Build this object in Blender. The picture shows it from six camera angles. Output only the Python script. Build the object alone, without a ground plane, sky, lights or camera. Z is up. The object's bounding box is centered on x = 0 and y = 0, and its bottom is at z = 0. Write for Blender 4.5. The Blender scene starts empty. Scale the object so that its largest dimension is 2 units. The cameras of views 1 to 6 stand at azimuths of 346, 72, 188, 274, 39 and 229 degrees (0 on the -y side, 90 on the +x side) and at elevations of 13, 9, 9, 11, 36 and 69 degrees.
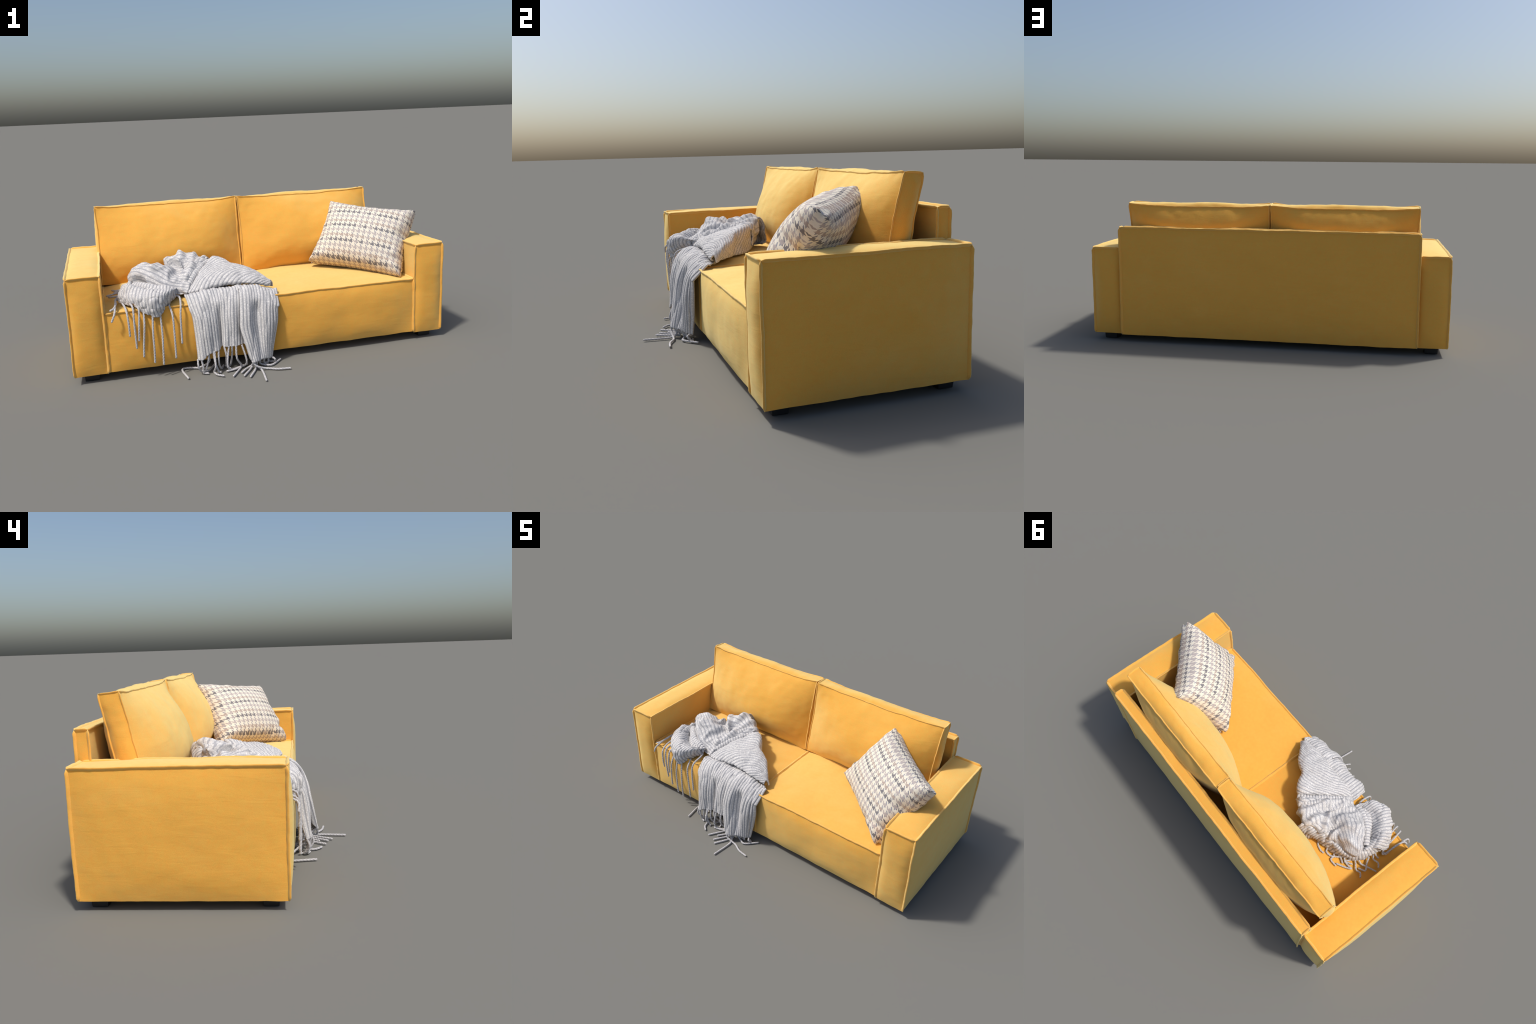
import bpy, math, random
import numpy as np
from mathutils import Vector, Matrix, noise

random.seed(7)
rng = np.random.default_rng(7)


# ------------------------------------------------------------------ helpers
def lin(r, g, b):
    """sRGB 0-255 to linear RGBA"""
    f = lambda c: (c / 255 / 12.92) if c / 255 <= 0.04045 else ((c / 255 + 0.055) / 1.055) ** 2.4
    return (f(r), f(g), f(b), 1.0)


def new_obj(name, verts, faces, mat=None, parent=None, smooth=True):
    me = bpy.data.meshes.new(name)
    me.from_pydata([tuple(map(float, v)) for v in verts], [], faces)
    me.polygons.foreach_set("use_smooth", [smooth] * len(me.polygons))
    me.update()
    ob = bpy.data.objects.new(name, me)
    bpy.context.scene.collection.objects.link(ob)
    if mat:
        me.materials.append(mat)
    if parent:
        ob.parent = parent
    return ob


def empty(name, loc, label, category):
    e = bpy.data.objects.new(name, None)
    e.location = loc
    bpy.context.scene.collection.objects.link(e)
    e["label"] = label
    e["category"] = category
    return e


def attach(ob, parent):
    """parent without moving (parents here only carry translations or plain frames)"""
    bpy.context.view_layer.update()
    ob.parent = parent
    ob.matrix_parent_inverse = parent.matrix_world.inverted()


def fnoise(p, freq, seed=0.0):
    return noise.noise(Vector((p[0] * freq + seed, p[1] * freq - seed * 0.7, p[2] * freq + seed * 1.3)))


def wobble(p, amp, freq, seed):
    """slow sway of sewn edges plus a few tight puckers"""
    v = noise.noise_vector(Vector((p[0] * freq + seed, p[1] * freq, p[2] * freq - seed)))
    w = noise.noise_vector(Vector((p[0] * freq * 3.1 - seed, p[1] * freq * 3.1, p[2] * freq * 3.1)))
    return np.array(v) * amp + np.array(w) * amp * 0.45


# ---------------------------------------------------------------- materials
def nt(mat):
    mat.use_nodes = True
    t = mat.node_tree
    t.nodes.clear()
    return t


def node(t, kind, **kw):
    n = t.nodes.new(kind)
    for k, v in kw.items():
        if k in n.inputs:
            n.inputs[k].default_value = v
        else:
            setattr(n, k, v)
    return n


def math_(t, op, a, b=None, clamp=False):
    n = t.nodes.new("ShaderNodeMath")
    n.operation = op
    n.use_clamp = clamp
    for i, x in enumerate((a, b)):
        if x is None:
            continue
        if isinstance(x, (int, float)):
            n.inputs[i].default_value = x
        else:
            t.links.new(x, n.inputs[i])
    return n.outputs[0]


def mix_(t, fac, a, b, blend="MIX"):
    n = t.nodes.new("ShaderNodeMix")
    n.data_type = "RGBA"
    n.blend_type = blend
    for s, x in ((n.inputs[0], fac), (n.inputs[6], a), (n.inputs[7], b)):
        if isinstance(x, (int, float)):
            s.default_value = x
        elif isinstance(x, tuple):
            s.default_value = x
        else:
            t.links.new(x, s)
    return n.outputs[2]


def ramp_(t, fac, stops):
    n = t.nodes.new("ShaderNodeValToRGB")
    e = n.color_ramp.elements
    while len(e) < len(stops):
        e.new(0.5)
    for el, (p, c) in zip(e, stops):
        el.position, el.color = p, c
    t.links.new(fac, n.inputs[0])
    return n.outputs[0]


def velvet(name, face_col, graze_col, wrinkles=0.22):
    m = bpy.data.materials.new(name)
    t = nt(m)
    out = node(t, "ShaderNodeOutputMaterial")
    bs = node(t, "ShaderNodeBsdfPrincipled", Roughness=0.9)
    bs.inputs["Specular IOR Level"].default_value = 0.15
    bs.inputs["Sheen Weight"].default_value = 0.13
    bs.inputs["Sheen Roughness"].default_value = 0.4
    bs.inputs["Sheen Tint"].default_value = (1.0, 0.93, 0.7, 1)
    tc = node(t, "ShaderNodeTexCoord")
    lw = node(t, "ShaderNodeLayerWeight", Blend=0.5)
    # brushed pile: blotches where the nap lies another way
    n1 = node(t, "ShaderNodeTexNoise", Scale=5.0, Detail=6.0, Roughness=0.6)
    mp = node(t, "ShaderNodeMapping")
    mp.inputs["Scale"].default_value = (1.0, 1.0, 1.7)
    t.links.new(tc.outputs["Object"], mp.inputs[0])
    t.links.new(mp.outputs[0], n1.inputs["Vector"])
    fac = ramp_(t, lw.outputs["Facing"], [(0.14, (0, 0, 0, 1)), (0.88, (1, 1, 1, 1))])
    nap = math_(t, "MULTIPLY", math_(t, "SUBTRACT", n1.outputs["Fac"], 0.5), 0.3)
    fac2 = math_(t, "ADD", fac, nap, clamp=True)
    col = mix_(t, fac2, face_col, graze_col)  # velvet's pale grazing sheen painted into the base colour by view angle
    n2 = node(t, "ShaderNodeTexNoise", Scale=420.0, Detail=2.0)
    t.links.new(tc.outputs["Object"], n2.inputs["Vector"])
    g = math_(t, "ADD", math_(t, "MULTIPLY", n2.outputs["Fac"], 0.24), 0.88)
    col = mix_(t, 1.0, col, g, "MULTIPLY")
    nm = node(t, "ShaderNodeTexNoise", Scale=55.0, Detail=5.0, Roughness=0.65)
    t.links.new(tc.outputs["Object"], nm.inputs["Vector"])
    mott = ramp_(t, nm.outputs["Fac"], [(0.3, (1.0, 0.93, 0.88, 1)), (0.7, (0.95, 1.0, 1.0, 1))])
    col = mix_(t, 1.0, col, mott, "MULTIPLY")
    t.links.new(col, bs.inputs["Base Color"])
    # fine creases + grain
    n3 = node(t, "ShaderNodeTexNoise", Scale=5.5, Detail=6.0, Roughness=0.6, Distortion=0.8)
    mp3 = node(t, "ShaderNodeMapping")
    mp3.inputs["Scale"].default_value = (1.0, 1.0, 4.5)
    mp3.inputs["Rotation"].default_value = (0.10, 0.14, 0.2)
    t.links.new(tc.outputs["Object"], mp3.inputs[0])
    t.links.new(mp3.outputs[0], n3.inputs["Vector"])
    b1 = node(t, "ShaderNodeBump", Strength=wrinkles, Distance=0.006)
    t.links.new(n3.outputs["Fac"], b1.inputs["Height"])
    b2 = node(t, "ShaderNodeBump", Strength=0.25, Distance=0.0008)
    t.links.new(n2.outputs["Fac"], b2.inputs["Height"])
    t.links.new(b1.outputs[0], b2.inputs["Normal"])
    t.links.new(b2.outputs[0], bs.inputs["Normal"])
    t.links.new(bs.outputs[0], out.inputs[0])
    return m


def simple(name, col, rough=0.8):
    m = bpy.data.materials.new(name)
    t = nt(m)
    out = node(t, "ShaderNodeOutputMaterial")
    bs = node(t, "ShaderNodeBsdfPrincipled", Roughness=rough)
    tc = node(t, "ShaderNodeTexCoord")
    n1 = node(t, "ShaderNodeTexNoise", Scale=60.0, Detail=3.0)
    t.links.new(tc.outputs["Object"], n1.inputs["Vector"])
    g = math_(t, "ADD", math_(t, "MULTIPLY", n1.outputs["Fac"], 0.3), 0.85)
    t.links.new(mix_(t, 1.0, col, g, "MULTIPLY"), bs.inputs["Base Color"])
    t.links.new(bs.outputs[0], out.inputs[0])
    return m


def houndstooth(name, pitch=0.0302):
    """broken-check weave: coloured weft rows (light, tan, dark) over a grey warp"""
    m = bpy.data.materials.new(name)
    t = nt(m)
    out = node(t, "ShaderNodeOutputMaterial")
    bs = node(t, "ShaderNodeBsdfPrincipled", Roughness=0.92)
    bs.inputs["Specular IOR Level"].default_value = 0.15
    tc = node(t, "ShaderNodeTexCoord")
    sep = node(t, "ShaderNodeSeparateXYZ")
    t.links.new(tc.outputs["Object"], sep.inputs[0])
    x = math_(t, "SUBTRACT", 40.3, math_(t, "DIVIDE", sep.outputs[0], pitch))
    y = math_(t, "SUBTRACT", 44.7, math_(t, "DIVIDE", sep.outputs[1], pitch))
    # the cloth wraps round the thick rim: carry the check on by the height lost toward the seam
    az = math_(t, "ABSOLUTE", sep.outputs[2])
    w = math_(t, "MULTIPLY", math_(t, "MAXIMUM", math_(t, "SUBTRACT", 0.056, az), 0.0), 0.8 / pitch)
    rx = math_(t, "MULTIPLY", math_(t, "ABSOLUTE", sep.outputs[0]), 1 / 0.26)
    ry = math_(t, "MULTIPLY", math_(t, "ABSOLUTE", sep.outputs[1]), 1 / 0.205)
    ony = math_(t, "GREATER_THAN", ry, rx)
    onx = math_(t, "SUBTRACT", 1.0, ony)
    x = math_(t, "SUBTRACT", x, math_(t, "MULTIPLY", math_(t, "MULTIPLY", math_(t, "SIGN", sep.outputs[0]), w), onx))
    y = math_(t, "SUBTRACT", y, math_(t, "MULTIPLY", math_(t, "MULTIPLY", math_(t, "SIGN", sep.outputs[1]), w), ony))
    fx, fy = math_(t, "FRACT", x), math_(t, "FRACT", y)
    warp = math_(t, "LESS_THAN", fx, 0.47)
    weft = math_(t, "LESS_THAN", fy, 0.47)
    d = math_(t, "FRACT", math_(t, "MULTIPLY", math_(t, "ADD", fx, fy), 2.0))
    twill = math_(t, "LESS_THAN", d, 0.48)
    both = math_(t, "MULTIPLY", warp, weft)
    tail = math_(t, "MULTIPLY", math_(t, "MULTIPLY", weft, math_(t, "SUBTRACT", 1.0, warp)), math_(t, "SUBTRACT", 1.0, twill))
    tick = math_(t, "MULTIPLY", math_(t, "MULTIPLY", warp, math_(t, "SUBTRACT", 1.0, weft)), twill)
    rowcol = math_(t, "MAXIMUM", both, tail)
    row = math_(t, "FLOOR", y)
    colm = math_(t, "FLOOR", math_(t, "SUBTRACT", x, 0.0))
    k = math_(t, "MODULO", row, 3.0)
    is1 = math_(t, "COMPARE", k, 1.0)
    is2 = math_(t, "COMPARE", k, 2.0)
    for nd in (is1, is2):
        nd.node.inputs[2].default_value = 0.2
    wn = node(t, "ShaderNodeTexWhiteNoise", noise_dimensions="1D")
    t.links.new(colm, wn.inputs["W"])
    skip = math_(t, "LESS_THAN", wn.outputs["Value"], 0.18)
    light, tan, dark = lin(178, 168, 164), lin(172, 157, 147), lin(122, 119, 121)
    rc = mix_(t, is1, light, tan)
    rc = mix_(t, is2, rc, dark)
    rc = mix_(t, math_(t, "MULTIPLY", skip, 0.85), rc, light)
    cream = lin(222, 214, 198)
    col = mix_(t, rowcol, cream, rc)
    col = mix_(t, tick, col, mix_(t, is1, lin(150, 150, 156), lin(132, 130, 136)))
    nz = node(t, "ShaderNodeTexNoise", Scale=350.0, Detail=2.0)
    t.links.new(tc.outputs["Object"], nz.inputs["Vector"])
    g = math_(t, "ADD", math_(t, "MULTIPLY", nz.outputs["Fac"], 0.2), 0.9)
    col = mix_(t, 1.0, col, g, "MULTIPLY")
    t.links.new(col, bs.inputs["Base Color"])
    b = node(t, "ShaderNodeBump", Strength=0.35, Distance=0.001)
    t.links.new(nz.outputs["Fac"], b.inputs["Height"])
    t.links.new(b.outputs[0], bs.inputs["Normal"])
    t.links.new(bs.outputs[0], out.inputs[0])
    return m


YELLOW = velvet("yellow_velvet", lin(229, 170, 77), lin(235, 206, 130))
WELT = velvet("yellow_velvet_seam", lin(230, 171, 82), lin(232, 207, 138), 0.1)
BLACK = simple("black_foot_plastic", lin(20, 20, 22), 0.55)
CHECK = houndstooth("houndstooth_weave")


# --------------------------------------------------- upholstered block maker
def cluster(n):
    s = np.linspace(0, 1, n + 1)
    return 0.35 * s + 0.65 * (0.5 - 0.5 * np.cos(np.pi * s))


def dome(t, p, c=0.5):
    s = (t - c) / (c if t < c else 1 - c)
    return max(0.0, 1 - abs(s) ** p)


def trilinear(C, a, b, c):
    """C: 8 corners indexed [x][y][z]"""
    A, B, D = 1 - a, 1 - b, 1 - c
    return ((C[0][0][0] * D + C[0][0][1] * c) * B + (C[0][1][0] * D + C[0][1][1] * c) * b) * A + \
           ((C[1][0][0] * D + C[1][0][1] * c) * B + (C[1][1][0] * D + C[1][1][1] * c) * b) * a


def box_corners(x0, x1, y0, y1, z0, z1):
    return [[[np.array([x, y, z], float) for z in (z0, z1)] for y in (y0, y1)] for x in (x0, x1)]


class Block:
    """a stuffed, sewn box: eight corners, a bulge for each face, sagging edges, welts along seams"""

    def __init__(self, corners, n, bulge, seed, power=3.2, centre=None, edge_amp=0.0025, edge_freq=7.0, sag=None, wrinkle=0.0008, crown=1.0):
        self.C, self.n, self.bulge, self.seed = corners, n, bulge, seed
        self.power, self.centre = power, centre or {}
        self.amp, self.freq, self.sag, self.wr = edge_amp, edge_freq, sag, wrinkle
        self.cache = {}

    def base(self, a, b, c):
        p = trilinear(self.C, a, b, c)
        if self.sag:
            p = p + self.sag(a, b, c)
        return p + wobble(p, self.amp, self.freq, self.seed)

    def normal(self, f, *_):
        """outward direction of a face, taken at its middle"""
        if f in self.cache:
            return self.cache[f]
        e = 0.02
        m = [0.5, 0.5, 0.5]
        m[f[0]] = f[1]
        a, b, c = m
        ax = f[0]
        t = [a, b, c]
        o = [i for i in range(3) if i != ax]
        d = []
        for i in o:
            lo, hi = list(t), list(t)
            lo[i], hi[i] = t[i] - e, t[i] + e
            d.append(trilinear(self.C, *hi) - trilinear(self.C, *lo))
        n = np.cross(d[0], d[1])
        n /= np.linalg.norm(n)
        mid = trilinear(self.C, .5, .5, .5)
        face = trilinear(self.C, *t)
        if np.dot(n, face - mid) < 0:
            n = -n
        self.cache[f] = n
        return n

    def build(self, name, mat, parent):
        nx, ny, nz = self.n
        T = [cluster(nx), cluster(ny), cluster(nz)]
        idx, verts, faces = {}, [], []
        N = (nx, ny, nz)

        def vid(q):
            if q in idx:
                return idx[q]
            t = [T[i][q[i]] for i in range(3)]
            p = self.base(*t)
            on = [i for i in range(3) if q[i] in (0, N[i])]
            if len(on) == 1:
                ax = on[0]
                side = 1 if q[ax] == N[ax] else 0
                f = (ax, side)
                H = self.bulge.get(f, 0.008)
                o = [i for i in range(3) if i != ax]
                cc = self.centre.get(f, (0.5, 0.5))
                pw = self.power if not isinstance(self.power, dict) else self.power.get(f, 3.2)
                pw = pw if isinstance(pw, tuple) else (pw, pw)
                h = H * dome(t[o[0]], pw[0], cc[0]) * dome(t[o[1]], pw[1], cc[1])
                rim = min(1.0, 6 * min(t[o[0]], 1 - t[o[0]], t[o[1]], 1 - t[o[1]]))
                w = self.wr * rim * (fnoise(p, 9, self.seed) + 0.7 * fnoise(p * np.array([1, 1, 2.0]), 22, self.seed + 3))
                p = p + self.normal(f, *t) * (h + w)
            idx[q] = len(verts)
            verts.append(p)
            return idx[q]

        for ax in range(3):
            o = [i for i in range(3) if i != ax]
            for side in (0, 1):
                for i in range(N[o[0]]):
                    for j in range(N[o[1]]):
                        quad = []
                        for di, dj in ((0, 0), (1, 0), (1, 1), (0, 1)):
                            q = [0, 0, 0]
                            q[ax] = N[ax] * side
                            q[o[0]], q[o[1]] = i + di, j + dj
                            quad.append(vid(tuple(q)))
                        flip = (side == 0) != (ax == 1)
                        faces.append(quad[::-1] if flip else quad)
        ob = new_obj(name, verts, faces, mat)
        inv = {v: k for k, v in idx.items()}
        for e in ob.data.edges:
            qa, qb = inv[e.vertices[0]], inv[e.vertices[1]]
            same = sum(1 for i in range(3) if qa[i] == qb[i] and qa[i] in (0, N[i]))
            if same >= 2:
                e.use_edge_sharp = True
        if parent:
            attach(ob, parent)
        return ob

    def welts(self, name, mat, parent, out=0.0090, half=0.0046, lift=0.0015, skip=lambda ax, s: s[2] == 0, step=0.012):
        """raised flanged seams along the box edges; skip() leaves out unseamed edges"""
        V, F = [], []
        for ax in range(3):
            o = [i for i in range(3) if i != ax]
            for s0 in (0, 1):
                for s1 in (0, 1):
                    s = [None, None, None]
                    s[o[0]], s[o[1]] = s0, s1
                    if skip(ax, s):
                        continue
                    t0, t1 = list(s), list(s)
                    t0[ax], t1[ax] = 0, 1
                    L = np.linalg.norm(trilinear(self.C, *t1) - trilinear(self.C, *t0))
                    m = max(6, int(L / step))
                    pts = []
                    for k in range(m + 1):
                        t = list(s)
                        t[ax] = k / m
                        q = self.base(*t)
                        pts.append(q + 0.0012 * np.array(noise.noise_vector(Vector(q * 38))))
                    pts = np.array(pts)
                    tan = np.gradient(pts, axis=0)
                    tan /= np.linalg.norm(tan, axis=1)[:, None]
                    mid = list(s)
                    mid[ax] = 0.5
                    d0 = self.normal((o[0], s0), *mid)
                    d1 = self.normal((o[1], s1), *mid)
                    dd = (d0 + d1) / np.linalg.norm(d0 + d1)
                    R, base = 10, len(V)
                    for k in range(m + 1):
                        d = dd - tan[k] * np.dot(dd, tan[k])
                        d /= np.linalg.norm(d)
                        sd = np.cross(tan[k], d)
                        u = k / m
                        cap = min(1.0, math.sqrt(max(0.05, min(u, 1 - u) * L / 0.004)))
                        wv = 1 + 0.18 * fnoise(pts[k], 25, self.seed)
                        for r in range(R):
                            th = 2 * math.pi * r / R
                            V.append(pts[k] + d * (lift + out * cap * math.cos(th)) + sd * (half * cap * wv * math.sin(th)))
                    for k in range(m):
                        for r in range(R):
                            a, b = base + k * R + r, base + k * R + (r + 1) % R
                            F.append((a, b, b + R, a + R))
                    F.append(tuple(base + r for r in range(R))[::-1])
                    F.append(tuple(base + m * R + r for r in range(R)))
        ob = new_obj(name, V, F, mat)
        attach(ob, parent)
        return ob


# --------------------------------------------------------------------- sofa
sofa = empty("sofa", (0, 0.12, 0), "yellow velvet two-seat sofa with boxy arms", "sofa")

# arms: faces keyed (axis, side); wide outer faces are the fullest
ARM_Y0, ARM_Y1, ARM_TOP, LOW = -0.269, 0.493, 0.527, 0.040
for sx in (-1, 1):
    xa, xb = (-0.977, -0.822) if sx < 0 else (0.820, 0.975)
    blk = Block(box_corners(xa, xb, ARM_Y0, ARM_Y1, LOW, ARM_TOP), (14, 60, 40),
                {(0, 0): 0.022 if sx < 0 else 0.003, (0, 1): 0.003 if sx < 0 else 0.022,
                 (1, 0): 0.020, (1, 1): 0.018, (2, 0): 0.0, (2, 1): 0.012}, seed=3.1 + sx, edge_amp=0.0025)
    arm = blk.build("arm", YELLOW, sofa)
    blk.welts("arm_seam", WELT, arm)

# back panel
blk = Block(box_corners(-0.818, 0.808, 0.462, 0.512, LOW, 0.645), (90, 8, 40),
            {(1, 1): 0.014, (1, 0): 0.01, (2, 1): 0.004, (0, 0): 0.004, (0, 1): 0.004, (2, 0): 0.0}, seed=11.0, edge_amp=0.0025)
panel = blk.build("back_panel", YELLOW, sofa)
blk.welts("back_panel_seam", WELT, panel, out=0.0080)

# seat modules
for i in (0, 1):
    x0, x1 = ((-0.812, -0.003), (0.003, 0.812))[i]
    blk = Block(box_corners(x0, x1, -0.268, 0.445, 0.045, 0.341), (60, 50, 26),
                {(2, 1): 0.024, (1, 0): 0.024, (0, 0): 0.002, (0, 1): 0.002, (2, 0): 0.0}, seed=21.0 + 5 * i,
                edge_amp=0.0035, edge_freq=6.0)
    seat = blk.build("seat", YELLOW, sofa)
    blk.welts("seat_seam", WELT, seat, out=0.0080, lift=0.001)

# loose back cushions: leaning, deeply stuffed, with lifted dog-ear corners
for i in (0, 1):
    x0, x1 = ((-0.816, -0.018), (-0.008, 0.789))[i]
    C = box_corners(x0, x1, 0, 1, 0, 1)
    prof = {(0, 0): (0.245, 0.352), (0, 1): (0.335, 0.781), (1, 0): (0.33, 0.345), (1, 1): (0.413, 0.772)}
    for ix in (0, 1):
        for (iy, iz), (y, z) in prof.items():
            C[ix][iy][iz][1:] = (y, z)
    sag = lambda a, b, c: np.array([0, 0, -0.012 * (1 - abs(2 * a - 1) ** 3.5) * c]) + np.array([(0.006 if a < .5 else -0.006) * (1 - (2 * c - 1) ** 2), 0, 0])
    blk = Block(C, (64, 16, 44), {(1, 0): 0.110, (1, 1): 0.088, (2, 1): 0.018, (2, 0): 0.0, (0, 0): 0.020, (0, 1): 0.020},
                seed=41.0 + 7 * i, power={(1, 0): (2.7, 2.1), (1, 1): (3.2, 2.6), (2, 1): 2.5, (0, 0): 2.5, (0, 1): 2.5},
                centre={(1, 0): (0.60 - 0.04 * i, 0.37), (1, 1): (0.5, 0.5)}, edge_amp=0.0036, edge_freq=9.0, sag=sag, wrinkle=0.002)
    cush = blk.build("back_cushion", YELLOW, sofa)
    blk.welts("back_cushion_seam", WELT, cush, out=0.0052, half=0.0030, lift=0.0008)

# feet: low black tapered blocks
for sx in (-1, 1):
    for y0, y1 in ((-0.236, -0.170), (0.396, 0.464)):
        x0, x1 = 0.862, 0.938
        V = []
        for z, g in ((0.0, -0.004), (0.046, 0.0)):
            for x, y in ((x0 - g, y0 - g), (x1 + g, y0 - g), (x1 + g, y1 + g), (x0 - g, y1 + g)):
                V.append((sx * x, y, z))
        foot = new_obj("foot", V, [(3, 2, 1, 0), (4, 5, 6, 7), (0, 1, 5, 4), (1, 2, 6, 5), (2, 3, 7, 6), (3, 0, 4, 7)], BLACK, smooth=False)
        bv = foot.modifiers.new("bevel", "BEVEL")
        bv.width, bv.segments = 0.003, 2
        attach(foot, sofa)

# --------------------------------------------------------- scatter cushion
TL, TR = np.array([0.537, 0.246, 0.729]), np.array([0.928, -0.057, 0.671])
BL, BR = np.array([0.361, 0.121, 0.405]), np.array([0.746, -0.236, 0.370])
PC = (TL + TR + BL + BR) / 4
PU = (TR - TL) + (BR - BL)
PU /= np.linalg.norm(PU)
PV = (TL - BL) + (TR - BR)
PV -= PU * np.dot(PV, PU)
PV /= np.linalg.norm(PV)
PN = np.cross(PU, PV)
PC = PC - PN * 0.030
frame = Matrix(((PU[0], PV[0], PN[0], PC[0]), (PU[1], PV[1], PN[1], PC[1]), (PU[2], PV[2], PN[2], PC[2]), (0, 0, 0, 1)))
loc = lambda P: np.array([np.dot(P - PC, PU), np.dot(P - PC, PV), np.dot(P - PC, PN)])
cl = [loc(p) * np.array([1.04, 1.06, 1.0]) for p in (BL, BR, TR, TL)]


HALF_W, HALF_H = 0.5 * (cl[1][0] - cl[0][0] + cl[2][0] - cl[3][0]) / 2, 0.5 * (cl[3][1] - cl[0][1] + cl[2][1] - cl[1][1]) / 2


def pillow_rim(a, b, z=0.0):
    """plan position: soft-cornered outline, corners tucked in at the seam, edges a little wavy"""
    p = cl[0] * (1 - a) * (1 - b) + cl[1] * a * (1 - b) + cl[2] * a * b + cl[3] * (1 - a) * b
    p = np.array([p[0], p[1], 0.0])
    s, t = 2 * a - 1, 2 * b - 1
    p[0] -= s * 0.020 * (1 - t * t)
    p[1] -= t * 0.021 * (1 - s * s)
    corner = (s * t) ** 8
    tuck = 0.006 + 0.050 * math.exp(-(z / 0.016) ** 2)
    p *= 1 - tuck * corner
    p *= 1 - 0.022 * math.exp(-(z / 0.004) ** 2) * max(abs(s), abs(t)) ** 30      # sewn groove
    em = max(abs(s), abs(t)) ** 10
    p[:2] *= 1 + em * 0.020 * noise.noise(Vector((p[0] * 30, p[1] * 30, z * 20)))
    return p


def pillow_point(a, b, side):
    s, t = abs(2 * a - 1), abs(2 * b - 1)
    d = min((1 - s) * HALF_W, (1 - t) * HALF_H)
    lip = (0.050 if side > 0 else 0.036) + (0.012 if side > 0 and b < 0.5 else 0.0) * (1 - 2 * b)
    k = min(1.0, d / 0.05)
    T = 0.132 if side > 0 else 0.098
    z = lip * math.sqrt(max(0.0, 1 - (1 - k) ** 2)) + (T - lip) * ((1 - s ** 2.3) * (1 - t ** 2.3)) ** 0.75
    p = pillow_rim(a, b, z)
    # creases radiating in from the seams, dying out toward the middle
    em = min(a, 1 - a, b, 1 - b)
    fade = math.exp(-((em - 0.06) / 0.06) ** 2)
    run = p[1] if min(a, 1 - a) < min(b, 1 - b) else p[0]
    z += fade * 0.009 * noise.noise(Vector((run * 24, side * 4.0, em * 5)))
    z += 0.005 * min(1, em * 12) * noise.noise(Vector((p[0] * 9, p[1] * 9, side)))
    if side > 0:  # dents where the cushion folds against the arm
        z -= 0.028 * math.exp(-((a - 0.97) / 0.06) ** 2 - ((b - 0.58) / 0.06) ** 2)
        z -= 0.022 * math.exp(-((a - 0.74) / 0.03) ** 2 - ((b - 0.04) / 0.08) ** 2)
        z -= 0.018 * math.exp(-((a - 0.95) / 0.07) ** 2 - ((b - 0.20) / 0.04) ** 2)
    return p + np.array([0, 0, side * z])


def build_pillow():
    n, m = 84, 68
    A, B = cluster(n), cluster(m)
    V, F, ids = [], [], {}
    for side in (1, -1):
        for i in range(n + 1):
            for j in range(m + 1):
                rim = i in (0, n) or j in (0, m)
                key = (i, j, 0 if rim else side)
                if key not in ids:
                    ids[key] = len(V)
                    V.append(pillow_rim(A[i], B[j]) + np.array([0, 0, 0.004 * noise.noise(Vector((A[i] * 12, B[j] * 12, 0)))]) if rim else pillow_point(A[i], B[j], side))
        for i in range(n):
            for j in range(m):
                q = []
                for di, dj in ((0, 0), (1, 0), (1, 1), (0, 1)):
                    ii, jj = i + di, j + dj
                    rim = ii in (0, n) or jj in (0, m)
                    q.append(ids[(ii, jj, 0 if rim else side)])
                F.append(q if side > 0 else q[::-1])
    ob = new_obj("scatter_cushion", V, F, CHECK)
    ob.matrix_world = frame
    ob["label"] = "cream houndstooth scatter cushion, grey and tan checks"
    ob["category"] = "cushion"
    return ob


def sweep(P, radius, R=8, closed=False, caps=True):
    """round tube along a polyline; radius may be a number or one per point"""
    P = np.asarray(P, float)
    n = len(P)
    rad = np.full(n, radius) if np.isscalar(radius) else np.asarray(radius)
    if closed:
        tan = np.roll(P, -1, 0) - np.roll(P, 1, 0)
    else:
        tan = np.gradient(P, axis=0)
    tan /= np.linalg.norm(tan, axis=1)[:, None] + 1e-12
    up = np.cross(tan[0], [0.3, 0.2, 1.0])
    up /= np.linalg.norm(up)
    V, F = [], []
    for k in range(n):
        up = up - tan[k] * np.dot(up, tan[k])
        up /= np.linalg.norm(up) + 1e-12
        sd = np.cross(tan[k], up)
        for r in range(R):
            th = 2 * math.pi * r / R
            V.append(P[k] + (up * math.cos(th) + sd * math.sin(th)) * rad[k])
    for k in range(n if closed else n - 1):
        k2 = (k + 1) % n
        for r in range(R):
            F.append((k * R + r, k * R + (r + 1) % R, k2 * R + (r + 1) % R, k2 * R + r))
    if not closed and caps:
        F.append(tuple(range(R))[::-1])
        F.append(tuple((n - 1) * R + r for r in range(R)))
    return V, F


build_pillow()

# ------------------------------------------------------------ throw blanket
throw = empty("throw_blanket", (-0.35, -0.1, 0.36), "grey ribbed knit throw with tasselled ends, tossed over the seat", "blanket")
PITCH = 0.0165


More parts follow.
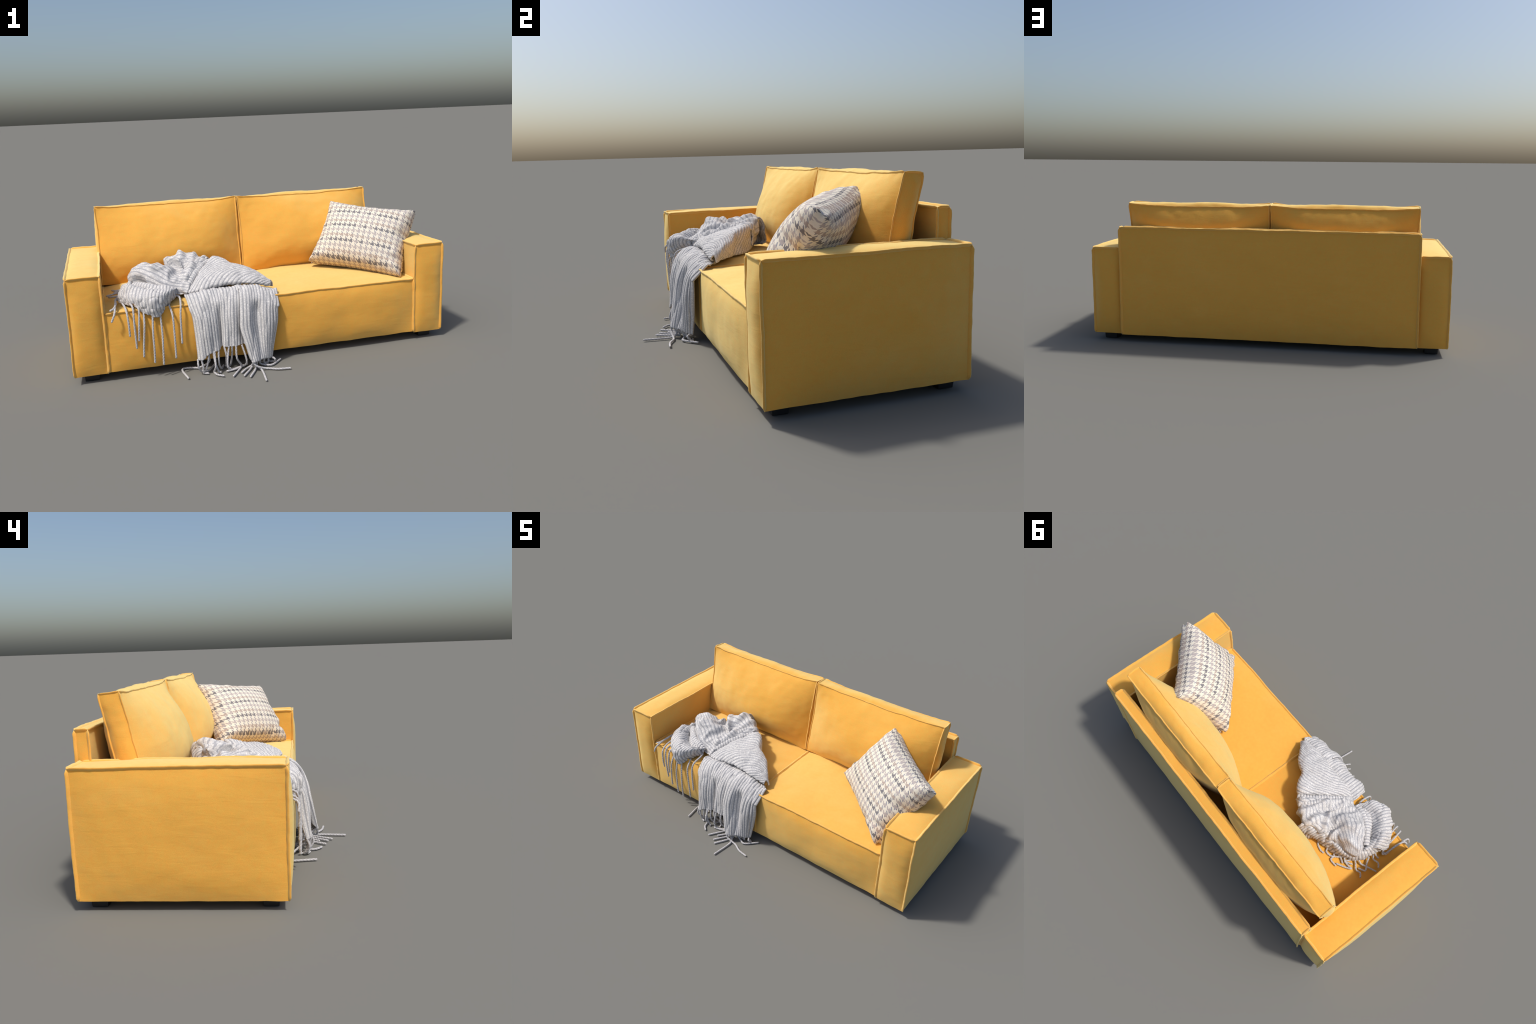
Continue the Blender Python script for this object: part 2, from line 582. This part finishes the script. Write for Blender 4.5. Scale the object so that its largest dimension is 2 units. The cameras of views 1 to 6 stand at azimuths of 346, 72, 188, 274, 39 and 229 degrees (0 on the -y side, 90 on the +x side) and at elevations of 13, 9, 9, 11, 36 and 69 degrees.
def yarn(name, base, fleck, amount=0.55):
    m = bpy.data.materials.new(name)
    t = nt(m)
    out = node(t, "ShaderNodeOutputMaterial")
    bs = node(t, "ShaderNodeBsdfPrincipled", Roughness=0.95)
    bs.inputs["Specular IOR Level"].default_value = 0.1
    bs.inputs["Sheen Weight"].default_value = 0.15
    tc = node(t, "ShaderNodeTexCoord")
    nz = node(t, "ShaderNodeTexNoise", Scale=170.0, Detail=2.0)
    t.links.new(tc.outputs["Object"], nz.inputs["Vector"])
    f = ramp_(t, nz.outputs["Fac"], [(0.48, (0, 0, 0, 1)), (0.66, (1, 1, 1, 1))])
    col = mix_(t, math_(t, "MULTIPLY", f, amount), base, fleck)
    n2 = node(t, "ShaderNodeTexNoise", Scale=14.0, Detail=2.0)
    t.links.new(tc.outputs["Object"], n2.inputs["Vector"])
    col = mix_(t, 1.0, col, math_(t, "ADD", math_(t, "MULTIPLY", n2.outputs["Fac"], 0.22), 0.89), "MULTIPLY")
    t.links.new(col, bs.inputs["Base Color"])
    n3 = node(t, "ShaderNodeTexNoise", Scale=500.0, Detail=2.0)
    t.links.new(tc.outputs["Object"], n3.inputs["Vector"])
    b = node(t, "ShaderNodeBump", Strength=0.5, Distance=0.0012)
    t.links.new(n3.outputs["Fac"], b.inputs["Height"])
    t.links.new(b.outputs[0], bs.inputs["Normal"])
    t.links.new(bs.outputs[0], out.inputs[0])
    return m


RIB = yarn("grey_knit_rib", lin(193, 191, 190), lin(236, 232, 227), 0.65)
GROOVE = yarn("grey_knit_groove", lin(160, 160, 164), lin(190, 189, 189), 0.4)  # rib yarn darkened to bake in the shading between cords
CORD = yarn("grey_tassel_cord", lin(184, 182, 183), lin(222, 219, 216))


def catmull(n, m):
    """m x n matrix sampling n control values at m even places along a Catmull-Rom spline"""
    M = np.zeros((m, n))
    for r, x in enumerate(np.linspace(0, n - 1, m)):
        i = min(int(x), n - 2)
        t = x - i
        w = (-0.5 * t + t * t - 0.5 * t ** 3, 1 - 2.5 * t * t + 1.5 * t ** 3, 0.5 * t + 2 * t * t - 1.5 * t ** 3, -0.5 * t * t + 0.5 * t ** 3)
        for k, wk in zip((i - 1, i, i + 1, i + 2), w):
            if k < 0:       # reflect past the ends
                M[r, 0] += 2 * wk
                M[r, 1] -= wk
            elif k > n - 1:
                M[r, n - 1] += 2 * wk
                M[r, n - 2] -= wk
            else:
                M[r, k] += wk
    return M


def cloth(name, grid, ribs_along, shear=0.0, wrinkle=0.004, seed=0.0, flip=False, pitch=PITCH, fold=None, stretch=(1, 1, 1), crease=0.0):
    """knitted sheet through a grid of control points. Ribs run along axis 'ribs_along' (0 rows, 1 columns)."""
    G = np.array(grid, float)
    if ribs_along == 0:
        G = G.transpose(1, 0, 2)          # now ribs follow axis 1
        flip = not flip
    nr, nc = G.shape[:2]
    across = np.linalg.norm(np.diff(G, axis=0), axis=2).sum(0).mean()
    along = np.linalg.norm(np.diff(G, axis=1), axis=2).sum(1).mean()
    mu, mv = int(across / (pitch / 9)) + 8, int(along / 0.0042) + 8
    P = np.einsum("ui,ijk,vj->uvk", catmull(nr, mu), G, catmull(nc, mv))

    def normals(P):
        n = np.cross(np.gradient(P, axis=0), np.gradient(P, axis=1))
        n /= np.linalg.norm(n, axis=2)[..., None] + 1e-12
        return -n if flip else n

    arc = np.concatenate([[0], np.cumsum(np.linalg.norm(np.diff(P, axis=0), axis=2).mean(1))])
    alen = np.concatenate([[0], np.cumsum(np.linalg.norm(np.diff(P, axis=1), axis=2).mean(0))])
    sx, sy, sz = stretch

    def crumple(p):
        x, y, z = p[0] * sx, p[1] * sy, p[2] * sz
        w = noise.noise(Vector((x * 14 + seed, y * 14, z * 14 - seed))) + 0.5 * noise.noise(Vector((x * 31, y * 31 + seed, z * 31)))
        if crease:      # narrow sharp valleys between rounder lumps
            r = abs(noise.noise(Vector((x * 17 - seed, y * 17, z * 17 + 3.3)))) * 2.2
            w -= crease * max(0.0, 1 - r) ** 2
        return w

    W = np.array([[crumple(p) for p in row] for row in P])
    if fold is not None:
        W = W + fold(arc / arc[-1], alen / alen[-1]) / wrinkle
    N = normals(P)
    P = P + N * (W * wrinkle)[..., None]
    N = normals(P)
    ph = arc[:, None] / pitch + shear * alen[None, :] / pitch + seed
    ph = ph + 0.12 * W
    fr = np.abs((ph % 1.0) - 0.5) * 2                 # 0 on the crown, 1 in the groove
    h = np.sqrt(np.clip(1 - fr ** 2.2, 0, 1))
    knit = 1 + 0.14 * np.sin(2 * math.pi * (alen[None, :] / 0.0085 + np.floor(ph) * 0.37))
    P = P + N * (0.0042 * h * knit)[..., None]
    B = P - N * (0.0035 + 0.0042 * h)[..., None]
    V = np.concatenate([P.reshape(-1, 3), B.reshape(-1, 3)])
    off = mu * mv
    F, mats = [], []
    mid = (fr[:-1, :-1] + fr[1:, 1:]) / 2 > 0.68
    for i in range(mu - 1):
        for j in range(mv - 1):
            q = (i * mv + j, (i + 1) * mv + j, (i + 1) * mv + j + 1, i * mv + j + 1)
            if flip:
                q = q[::-1]
            F.append(q)
            F.append(tuple(off + k for k in q[::-1]))
            g = int(mid[i, j])
            mats += [g, g]
    ring = [(0, j) for j in range(mv)] + [(i, mv - 1) for i in range(1, mu)] + [(mu - 1, j) for j in range(mv - 2, -1, -1)] + [(i, 0) for i in range(mu - 2, 0, -1)]
    for k in range(len(ring)):
        a, b = ring[k], ring[(k + 1) % len(ring)]
        a, b = a[0] * mv + a[1], b[0] * mv + b[1]
        q = (a, b, off + b, off + a)
        F.append(q[::-1] if flip else q)
        mats.append(0)
    ob = new_obj(name, V, F, RIB)
    ob.data.materials.append(GROOVE)
    ob.data.polygons.foreach_set("material_index", mats)
    attach(ob, throw)
    return ob


# hanging end: pleated columns from left to right
#        x at seat, middle, hem | push toward (+) or off (-) the sofa, at mid and hem | hem height
PLEATS = [(-.420, -.394, -.390, .025, .018, .078), (-.405, -.374, -.366, -.003, .000, .080), (-.368, -.345, -.336, -.010, .004, .104),
          (-.330, -.312, -.306, -.006, .008, .112), (-.292, -.283, -.279, .006, .012, .115), (-.266, -.262, -.263, .032, .036, .128),
          (-.238, -.249, -.253, .000, .006, .131), (-.202, -.219, -.223, -.006, .004, .130), (-.168, -.187, -.191, -.001, .006, .128),
          (-.132, -.146, -.146, .024, .030, .122), (-.152, -.168, -.130, -.014, -.034, .052), (-.105, -.120, -.101, -.014, -.030, .047),
          (-.058, -.077, -.066, .014, -.004, .045), (-.022, -.042, -.042, -.006, .012, .040), (.026, .006, -.018, .006, .026, .034),
          (.054, .036, .000, .032, .046, .030)]
hang = []
for k, (xt, xm, xb, dm, db, zb) in enumerate(PLEATS):
    dm *= 1.35
    u = k / (len(PLEATS) - 1)
    top = 0.402 - 0.040 * max(0, (u - 0.75) / 0.25) ** 1.5 - 0.022 * max(0, (0.25 - u) / 0.25)
    xs = lambda a, b, t: a + (b - a) * t
    rt = max(0.0, (u - 0.78) / 0.22)
    top -= 0.012 * rt
    hang.append([(xt * .97 - .05 * rt, -0.155 - .045 * rt, top - 0.022 - .004 * rt), (xt - .004 * rt, -0.215 - .012 * rt, top - 0.004 + .004 * rt), (xt, -0.262 + dm * 0.5, top - 0.008), (xs(xt, xm, .35), -0.300 + dm * 0.95, top - 0.050),
                 (xs(xt, xm, .8), -0.325 + dm, 0.285), (xm, -0.338 + dm, 0.215), (xs(xm, xb, .5), -0.348 + (dm + db) / 2, 0.5 * (0.215 + zb)), (xb, -0.358 + db, zb)])
# keep the drape clear of the seat: outside its front, above its top
hang = [[(x, min(y, -0.304) if j >= 3 else y, max(z, 0.362) if j < 3 else z) for j, (x, y, z) in enumerate(col)] for col in hang]
cloth("throw_hanging_end", hang, 1, wrinkle=0.005, seed=2.0, flip=True, stretch=(1.2, 0.6, 0.22), crease=1.0)

# broad fold lying back over the seat: rows run from the right-hand tip toward the middle of the pile,
# each row from the back hem over the crest to the slanting front lip and under it
FOLD = [
    [(.043, -.198, .370), (.042, -.199, .390), (.035, -.202, .402), (.030, -.208, .400), (.028, -.215, .388), (.020, -.205, .378)],
    [(-.007, -.150, .375), (-.011, -.142, .430), (-.035, -.163, .445), (-.050, -.201, .434), (-.067, -.228, .410), (-.066, -.203, .395)],
    [(-.067, -.099, .375), (-.075, -.085, .455), (-.112, -.115, .475), (-.146, -.180, .457), (-.163, -.220, .422), (-.157, -.192, .400)],
    [(-.121, -.073, .370), (-.139, -.056, .475), (-.182, -.092, .478), (-.230, -.164, .460), (-.246, -.217, .420), (-.237, -.189, .395)],
    [(-.150, -.025, .370), (-.170, -.002, .497), (-.231, -.059, .485), (-.302, -.161, .450), (-.318, -.219, .410), (-.312, -.205, .385)],
    [(-.194, .014, .370), (-.213, .036, .500), (-.280, -.052, .482), (-.349, -.165, .435), (-.372, -.214, .397), (-.370, -.198, .377)],
    [(-.212, .029, .375), (-.229, .040, .465), (-.292, -.045, .455), (-.365, -.154, .420), (-.391, -.199, .392), (-.388, -.184, .375)],
    [(-.240, .048, .375), (-.257, .068, .502), (-.304, -.011, .492), (-.380, -.125, .437), (-.420, -.184, .400), (-.412, -.169, .375)],
    [(-.271, .062, .375), (-.280, .079, .475), (-.311, .005, .460), (-.389, -.105, .425), (-.433, -.170, .390), (-.425, -.159, .375)]]
cloth("throw_folded_flap", FOLD, 1, shear=-0.62, wrinkle=0.0055, seed=5.0, crease=0.6, pitch=PITCH * 1.38)

# the heap: columns sweep from the flap down over the rounded hump
HEAP = [
    [(-.221, .043, .400), (-.289, .074, .400), (-.347, .106, .420), (-.379, .106, .430), (-.423, .080, .420), (-.482, .061, .410), (-.520, .043, .400), (-.524, .045, .385)],
    [(-.241, .054, .488), (-.307, .089, .498), (-.365, .120, .515), (-.398, .108, .515), (-.436, .077, .490), (-.486, .058, .455), (-.516, .044, .430), (-.530, .050, .395)],
    [(-.264, .016, .485), (-.333, .047, .495), (-.396, .060, .512), (-.438, .060, .495), (-.466, .053, .465), (-.499, .044, .440), (-.543, .040, .428), (-.562, .052, .395)],
    [(-.301, -.049, .470), (-.357, -.036, .480), (-.393, -.016, .448), (-.446, .003, .470), (-.504, .010, .450), (-.547, .027, .465), (-.600, .032, .452), (-.610, .042, .400)],
    [(-.339, -.109, .450), (-.390, -.100, .455), (-.423, -.079, .450), (-.472, -.052, .497), (-.517, -.035, .488), (-.572, -.007, .500), (-.633, .017, .472), (-.644, .024, .405)],
    [(-.375, -.159, .427), (-.420, -.147, .432), (-.469, -.137, .452), (-.519, -.109, .487), (-.575, -.071, .502), (-.623, -.024, .497), (-.657, -.001, .466), (-.664, .002, .405)],
    [(-.390, -.192, .402), (-.439, -.170, .407), (-.510, -.165, .427), (-.564, -.135, .452), (-.603, -.097, .472), (-.645, -.049, .477), (-.674, -.020, .452), (-.676, -.018, .400)],
    [(-.402, -.193, .375), (-.459, -.168, .380), (-.518, -.160, .390), (-.560, -.128, .405), (-.591, -.096, .420), (-.623, -.055, .420), (-.666, -.034, .415), (-.668, -.030, .390)]]


def heap_folds(u, v):
    """valleys pressed into the heap: (across, along) start, end, half width, depth"""
    U, V = np.meshgrid(u, v, indexing="ij")
    d = np.zeros_like(U)
    for (a0, b0), (a1, b1), w, h in (((.22, .62), (.40, .36), .055, -.036), ((.40, .36), (.72, .16), .05, -.020), ((.25, .80), (.50, .62), .05, -.030),
                                     ((.50, .62), (.78, .55), .045, -.012), ((.05, .45), (.30, .30), .04, -.012), ((.10, .18), (.75, .10), .035, -.016),
                                     ((.10, .06), (.75, .02), .03, .010), ((.55, .75), (.80, .80), .04, -.010), ((.42, .45), (.80, .30), .045, .010)):
        ax, bx = a1 - a0, b1 - b0
        t = np.clip(((U - a0) * ax + (V - b0) * bx) / (ax * ax + bx * bx), 0, 1)
        q = np.hypot(U - a0 - t * ax, V - b0 - t * bx)
        d += h * np.exp(-(q / w) ** 2)
    return d


cloth("throw_heap", HEAP, 1, wrinkle=0.0066, seed=9.0, crease=1.3, fold=heap_folds)

# rolled edge that runs from the back of the pile round its left side
ROLL = [
    [(-.377, .095, .400), (-.384, .118, .500), (-.375, .145, .528), (-.358, .168, .480), (-.350, .172, .410), (-.359, .150, .385)],
    [(-.432, .059, .400), (-.430, .071, .470), (-.425, .102, .499), (-.412, .142, .465), (-.415, .150, .395), (-.414, .140, .370)],
    [(-.515, .032, .400), (-.507, .037, .440), (-.491, .067, .464), (-.471, .101, .437), (-.464, .107, .385), (-.463, .099, .368)],
    [(-.566, .034, .395), (-.560, .039, .425), (-.561, .060, .448), (-.545, .079, .415), (-.537, .087, .380), (-.537, .081, .368)],
    [(-.614, .024, .395), (-.610, .027, .425), (-.621, .039, .440), (-.626, .052, .410), (-.622, .055, .375), (-.621, .049, .367)],
    [(-.655, -.021, .390), (-.653, -.020, .415), (-.667, -.017, .436), (-.684, -.010, .405), (-.690, -.009, .375), (-.687, -.011, .366)],
    [(-.652, -.086, .390), (-.653, -.088, .415), (-.679, -.095, .438), (-.709, -.104, .410), (-.721, -.115, .375), (-.720, -.118, .366)],
    [(-.634, -.155, .390), (-.645, -.153, .415), (-.666, -.159, .440), (-.702, -.175, .415), (-.722, -.188, .380), (-.718, -.197, .366)],
    [(-.600, -.190, .385), (-.615, -.195, .420), (-.635, -.215, .432), (-.672, -.225, .400), (-.688, -.232, .372), (-.684, -.232, .362)]]
cloth("throw_rolled_edge", ROLL, 1, wrinkle=0.0085, seed=13.0, crease=1.0, flip=True)

# left end: puffs over the seat edge; last column is the tasselled hem
LEFT_END = [
    [(-.440, -.140, .400), (-.448, -.165, .396), (-.452, -.190, .414), (-.458, -.216, .416), (-.460, -.218, .398), (-.456, -.206, .376)],
    [(-.485, -.130, .405), (-.487, -.180, .385), (-.492, -.240, .425), (-.500, -.284, .425), (-.510, -.284, .385), (-.502, -.256, .350)],
    [(-.530, -.120, .405), (-.540, -.180, .382), (-.558, -.265, .433), (-.574, -.315, .416), (-.572, -.324, .360), (-.563, -.305, .312)],
    [(-.580, -.100, .400), (-.592, -.150, .382), (-.618, -.225, .440), (-.637, -.275, .416), (-.638, -.292, .370), (-.622, -.288, .333)],
    [(-.625, -.080, .405), (-.645, -.115, .392), (-.680, -.170, .446), (-.705, -.208, .412), (-.695, -.234, .380), (-.672, -.240, .357)],
    [(-.655, -.055, .415), (-.675, -.075, .408), (-.710, -.110, .440), (-.738, -.138, .412), (-.742, -.167, .385), (-.735, -.178, .366)]]
cloth("throw_left_end", LEFT_END, 1, wrinkle=0.007, seed=17.0, crease=1.0)


def ridge(name, path, width, height, seed):
    """a soft fold: an arched cross-section carried along a path lying on the pile"""
    P = catmull(len(path), 3 * len(path)) @ np.array(path, float)
    tan = np.gradient(P, axis=0)
    grid = []
    for k, p in enumerate(P):
        sd = np.array([tan[k][1], -tan[k][0], 0.0])
        sd /= np.linalg.norm(sd)
        f = math.sin(math.pi * (k + 0.6) / (len(P) + 0.2)) ** 0.5
        w, h = width * (0.6 + 0.4 * f), height * (0.35 + 0.65 * f)
        grid.append([p + sd * w * a + np.array([0, 0, h * z]) for a, z in ((-1, -1.0), (-.92, -.25), (-.5, .30), (.1, .45), (.65, .15), (.98, -.35), (1, -1.1))])
    cloth(name, grid, 1, wrinkle=0.004, seed=seed, flip=True)


# folds caught between the heap and the left end, and the pleats where the flap meets the heap
ridge("throw_inner_fold", [(-.660, -.075, .425), (-.615, -.118, .428), (-.560, -.160, .422), (-.500, -.182, .416), (-.450, -.190, .402)], .020, .024, 21.0)
ridge("throw_inner_fold", [(-.640, -.085, .415), (-.595, -.150, .412), (-.545, -.195, .408), (-.490, -.208, .404)], .016, .020, 23.0)
ridge("throw_pleat", [(-.222, .050, .478), (-.262, .020, .482), (-.315, -.050, .468), (-.365, -.125, .440), (-.400, -.180, .405)], .016, .022, 25.0)
ridge("throw_pleat", [(-.262, .078, .488), (-.300, .030, .496), (-.350, -.055, .472), (-.395, -.130, .440), (-.428, -.175, .402)], .019, .026, 27.0)

# the layer of cloth underneath, seen only in the hollows
UNDER = [
    [(-.225, .020, .372), (-.300, .070, .374), (-.380, .110, .376), (-.420, .110, .374)],
    [(-.290, -.080, .378), (-.380, -.020, .400), (-.470, .040, .400), (-.530, .070, .374)],
    [(-.370, -.170, .378), (-.450, -.110, .400), (-.560, -.030, .402), (-.640, .030, .374)],
    [(-.430, -.190, .376), (-.500, -.180, .384), (-.600, -.130, .390), (-.690, -.070, .374)]]
cloth("throw_underlayer", UNDER, 0, wrinkle=0.004, seed=29.0)


# ------------------------------------------------------------------ tassels
def tassel(points, seed):
    P = np.array(points, float)
    L = np.linalg.norm(np.diff(P, axis=0), axis=1).sum()
    m = max(24, int(L / 0.0022))
    Q = catmull(len(P), m) @ P
    Q[:, 2] = np.maximum(Q[:, 2], 0.0052)
    R, rad = 12, 0.0050
    V, F = [], []
    tan = np.gradient(Q, axis=0)
    tan /= np.linalg.norm(tan, axis=1)[:, None] + 1e-12
    up = np.cross(tan[0], [0.31, 0.22, 0.9])
    up /= np.linalg.norm(up)
    s = np.concatenate([[0], np.cumsum(np.linalg.norm(np.diff(Q, axis=0), axis=1))])
    for k in range(m):
        up = up - tan[k] * np.dot(up, tan[k])
        up /= np.linalg.norm(up) + 1e-12
        sd = np.cross(tan[k], up)
        cap = math.sqrt(min(1.0, max(0.12, (s[-1] - s[k]) / 0.004)))
        for r in range(R):
            th = 2 * math.pi * r / R
            tw = abs(math.sin(th - s[k] * 2 * math.pi / 0.030 + seed))      # two plies twisted together
            V.append(Q[k] + (up * math.cos(th) + sd * math.sin(th)) * rad * cap * (0.80 + 0.25 * tw))
    for k in range(m - 1):
        for r in range(R):
            F.append((k * R + r, k * R + (r + 1) % R, (k + 1) * R + (r + 1) % R, (k + 1) * R + r))
    F.append(tuple(range(R))[::-1])
    F.append(tuple((m - 1) * R + r for r in range(R)))
    ob = new_obj("tassel", V, F, CORD)
    ob.data.materials.append(GROOVE)
    idx = [int(abs(math.sin(2 * math.pi * (r + .5) / R - s[k] * 2 * math.pi / 0.030 + seed)) < 0.42) for k in range(m - 1) for r in range(R)] + [0, 0]
    ob.data.polygons.foreach_set("material_index", idx)
    attach(ob, throw)


G = 0.0055
FLOOR_TASSELS = [
    [(-.343, -.335, .115), (-.334, -.335, .060), (-.383, -.267, G), (-.459, -.257, G), (-.446, -.383, G)],
    [(-.390, -.340, .082), (-.389, -.350, .043), (-.368, -.326, G), (-.332, -.315, G), (-.285, -.235, G)],
    [(-.373, -.350, .080), (-.367, -.352, .039), (-.364, -.344, G), (-.339, -.354, G)],
    [(-.333, -.350, .110), (-.344, -.347, .053), (-.357, -.330, G), (-.370, -.301, G)],
    [(-.313, -.348, .115), (-.306, -.360, .053), (-.290, -.354, G), (-.280, -.363, G)],
    [(-.306, -.346, .114), (-.308, -.370, .044), (-.313, -.346, G), (-.304, -.383, G), (-.274, -.411, G)],
    [(-.285, -.344, .118), (-.286, -.345, .044), (-.268, -.315, G), (-.250, -.273, G)],
    [(-.256, -.345, .133), (-.248, -.350, .084), (-.240, -.301, G), (-.219, -.345, G), (-.185, -.333, G)],
    [(-.233, -.349, .133), (-.246, -.360, .040), (-.225, -.348, G), (-.174, -.325, G), (-.131, -.304, G)],
    [(-.217, -.350, .132), (-.217, -.330, .067), (-.223, -.295, G), (-.248, -.286, G)],
    [(-.197, -.350, .132), (-.196, -.355, .064), (-.169, -.327, G), (-.234, -.431, G)],
    [(-.165, -.340, .126), (-.146, -.350, .045), (-.154, -.320, G), (-.207, -.349, G), (-.254, -.358, G)],
    [(-.128, -.388, .055), (-.105, -.395, .025), (-.052, -.394, G), (.001, -.419, G), (.061, -.429, G)],
    [(-.123, -.388, .053), (-.103, -.370, .020), (-.083, -.406, G), (-.094, -.533, G)],
    [(-.118, -.387, .052), (-.122, -.350, .015), (-.149, -.358, G), (-.187, -.403, G)],
    [(-.108, -.386, .050), (-.116, -.349, .012), (-.142, -.385, G), (-.183, -.444, G)],
    [(-.100, -.384, .050), (-.099, -.356, .012), (-.116, -.394, G), (-.157, -.465, G)],
    [(-.085, -.375, .048), (-.075, -.340, .015), (-.048, -.347, G), (-.013, -.354, G), (.047, -.295, G)],
    [(-.057, -.356, .044), (-.051, -.330, .012), (-.029, -.329, G)],
    [(-.030, -.338, .038), (-.034, -.330, .012), (-.058, -.294, G)],
    [(-.008, -.322, .034), (.004, -.338, .026), (.006, -.318, G), (-.023, -.307, G)]]
DROP_TASSELS = [
    [(-.726, -.158, .375), (-.749, -.131, .375), (-.759, -.219, .372), (-.766, -.300, .351), (-.784, -.308, .309)],
    [(-.725, -.190, .366), (-.716, -.257, .366), (-.709, -.302, .345), (-.705, -.312, .289), (-.704, -.308, .228)],
    [(-.700, -.206, .362), (-.687, -.245, .372), (-.679, -.300, .362), (-.679, -.312, .285), (-.676, -.308, .163)],
    [(-.665, -.244, .360), (-.652, -.298, .356), (-.657, -.312, .282), (-.663, -.308, .200)],
    [(-.630, -.284, .340), (-.632, -.311, .280), (-.642, -.312, .179), (-.646, -.308, .115)],
    [(-.588, -.298, .328), (-.594, -.312, .234), (-.594, -.314, .150), (-.596, -.310, .079)],
    [(-.552, -.298, .320), (-.550, -.312, .228), (-.552, -.314, .146), (-.554, -.310, .063)],
    [(-.504, -.262, .352), (-.494, -.308, .310), (-.492, -.312, .220), (-.491, -.308, .087)],
    [(-.456, -.206, .378), (-.446, -.240, .376), (-.450, -.297, .355), (-.456, -.310, .297), (-.457, -.310, .160)]]
S = 0.371
SEAT_TASSELS = [
    [(-.470, .090, .380), (-.485, .112, S), (-.520, .122, S), (-.545, .118, S)],
    [(-.575, .072, .380), (-.590, .088, S), (-.596, .112, S), (-.640, .112, S)],
    [(-.672, .008, .378), (-.692, .018, S), (-.722, .040, S), (-.748, .034, S), (-.770, .052, S)],
    [(-.720, -.085, .376), (-.738, -.072, S), (-.768, -.078, S), (-.790, -.062, S - .004)],
    [(-.534, .082, .380), (-.545, .102, S), (-.576, .100, S), (-.600, .079, S), (-.624, .049, S)],
    [(-.598, .060, .380), (-.622, .064, S), (-.651, .075, S)],
    [(-.629, .045, .378), (-.651, .058, S), (-.668, .048, S), (-.688, .035, S)],
    [(-.655, .020, .380), (-.662, .030, S), (-.649, .056, S), (-.673, .059, S), (-.702, .057, S), (-.668, .082, S), (-.628, .103, S)],
    [(-.684, -.007, .378), (-.714, -.002, S), (-.745, -.016, S), (-.799, -.041, S - .004)],
    [(-.712, -.060, .378), (-.733, -.026, S), (-.756, .004, S), (-.721, .026, S)],
    [(-.716, -.102, .378), (-.731, -.097, S), (-.751, -.097, S)],
    [(-.726, -.146, .378), (-.743, -.142, S), (-.757, -.144, S), (-.756, -.215, S), (-.768, -.269, .366), (-.788, -.278, .358)]]
for k, path in enumerate(FLOOR_TASSELS + DROP_TASSELS + SEAT_TASSELS):
    tassel(path, k * 1.7)
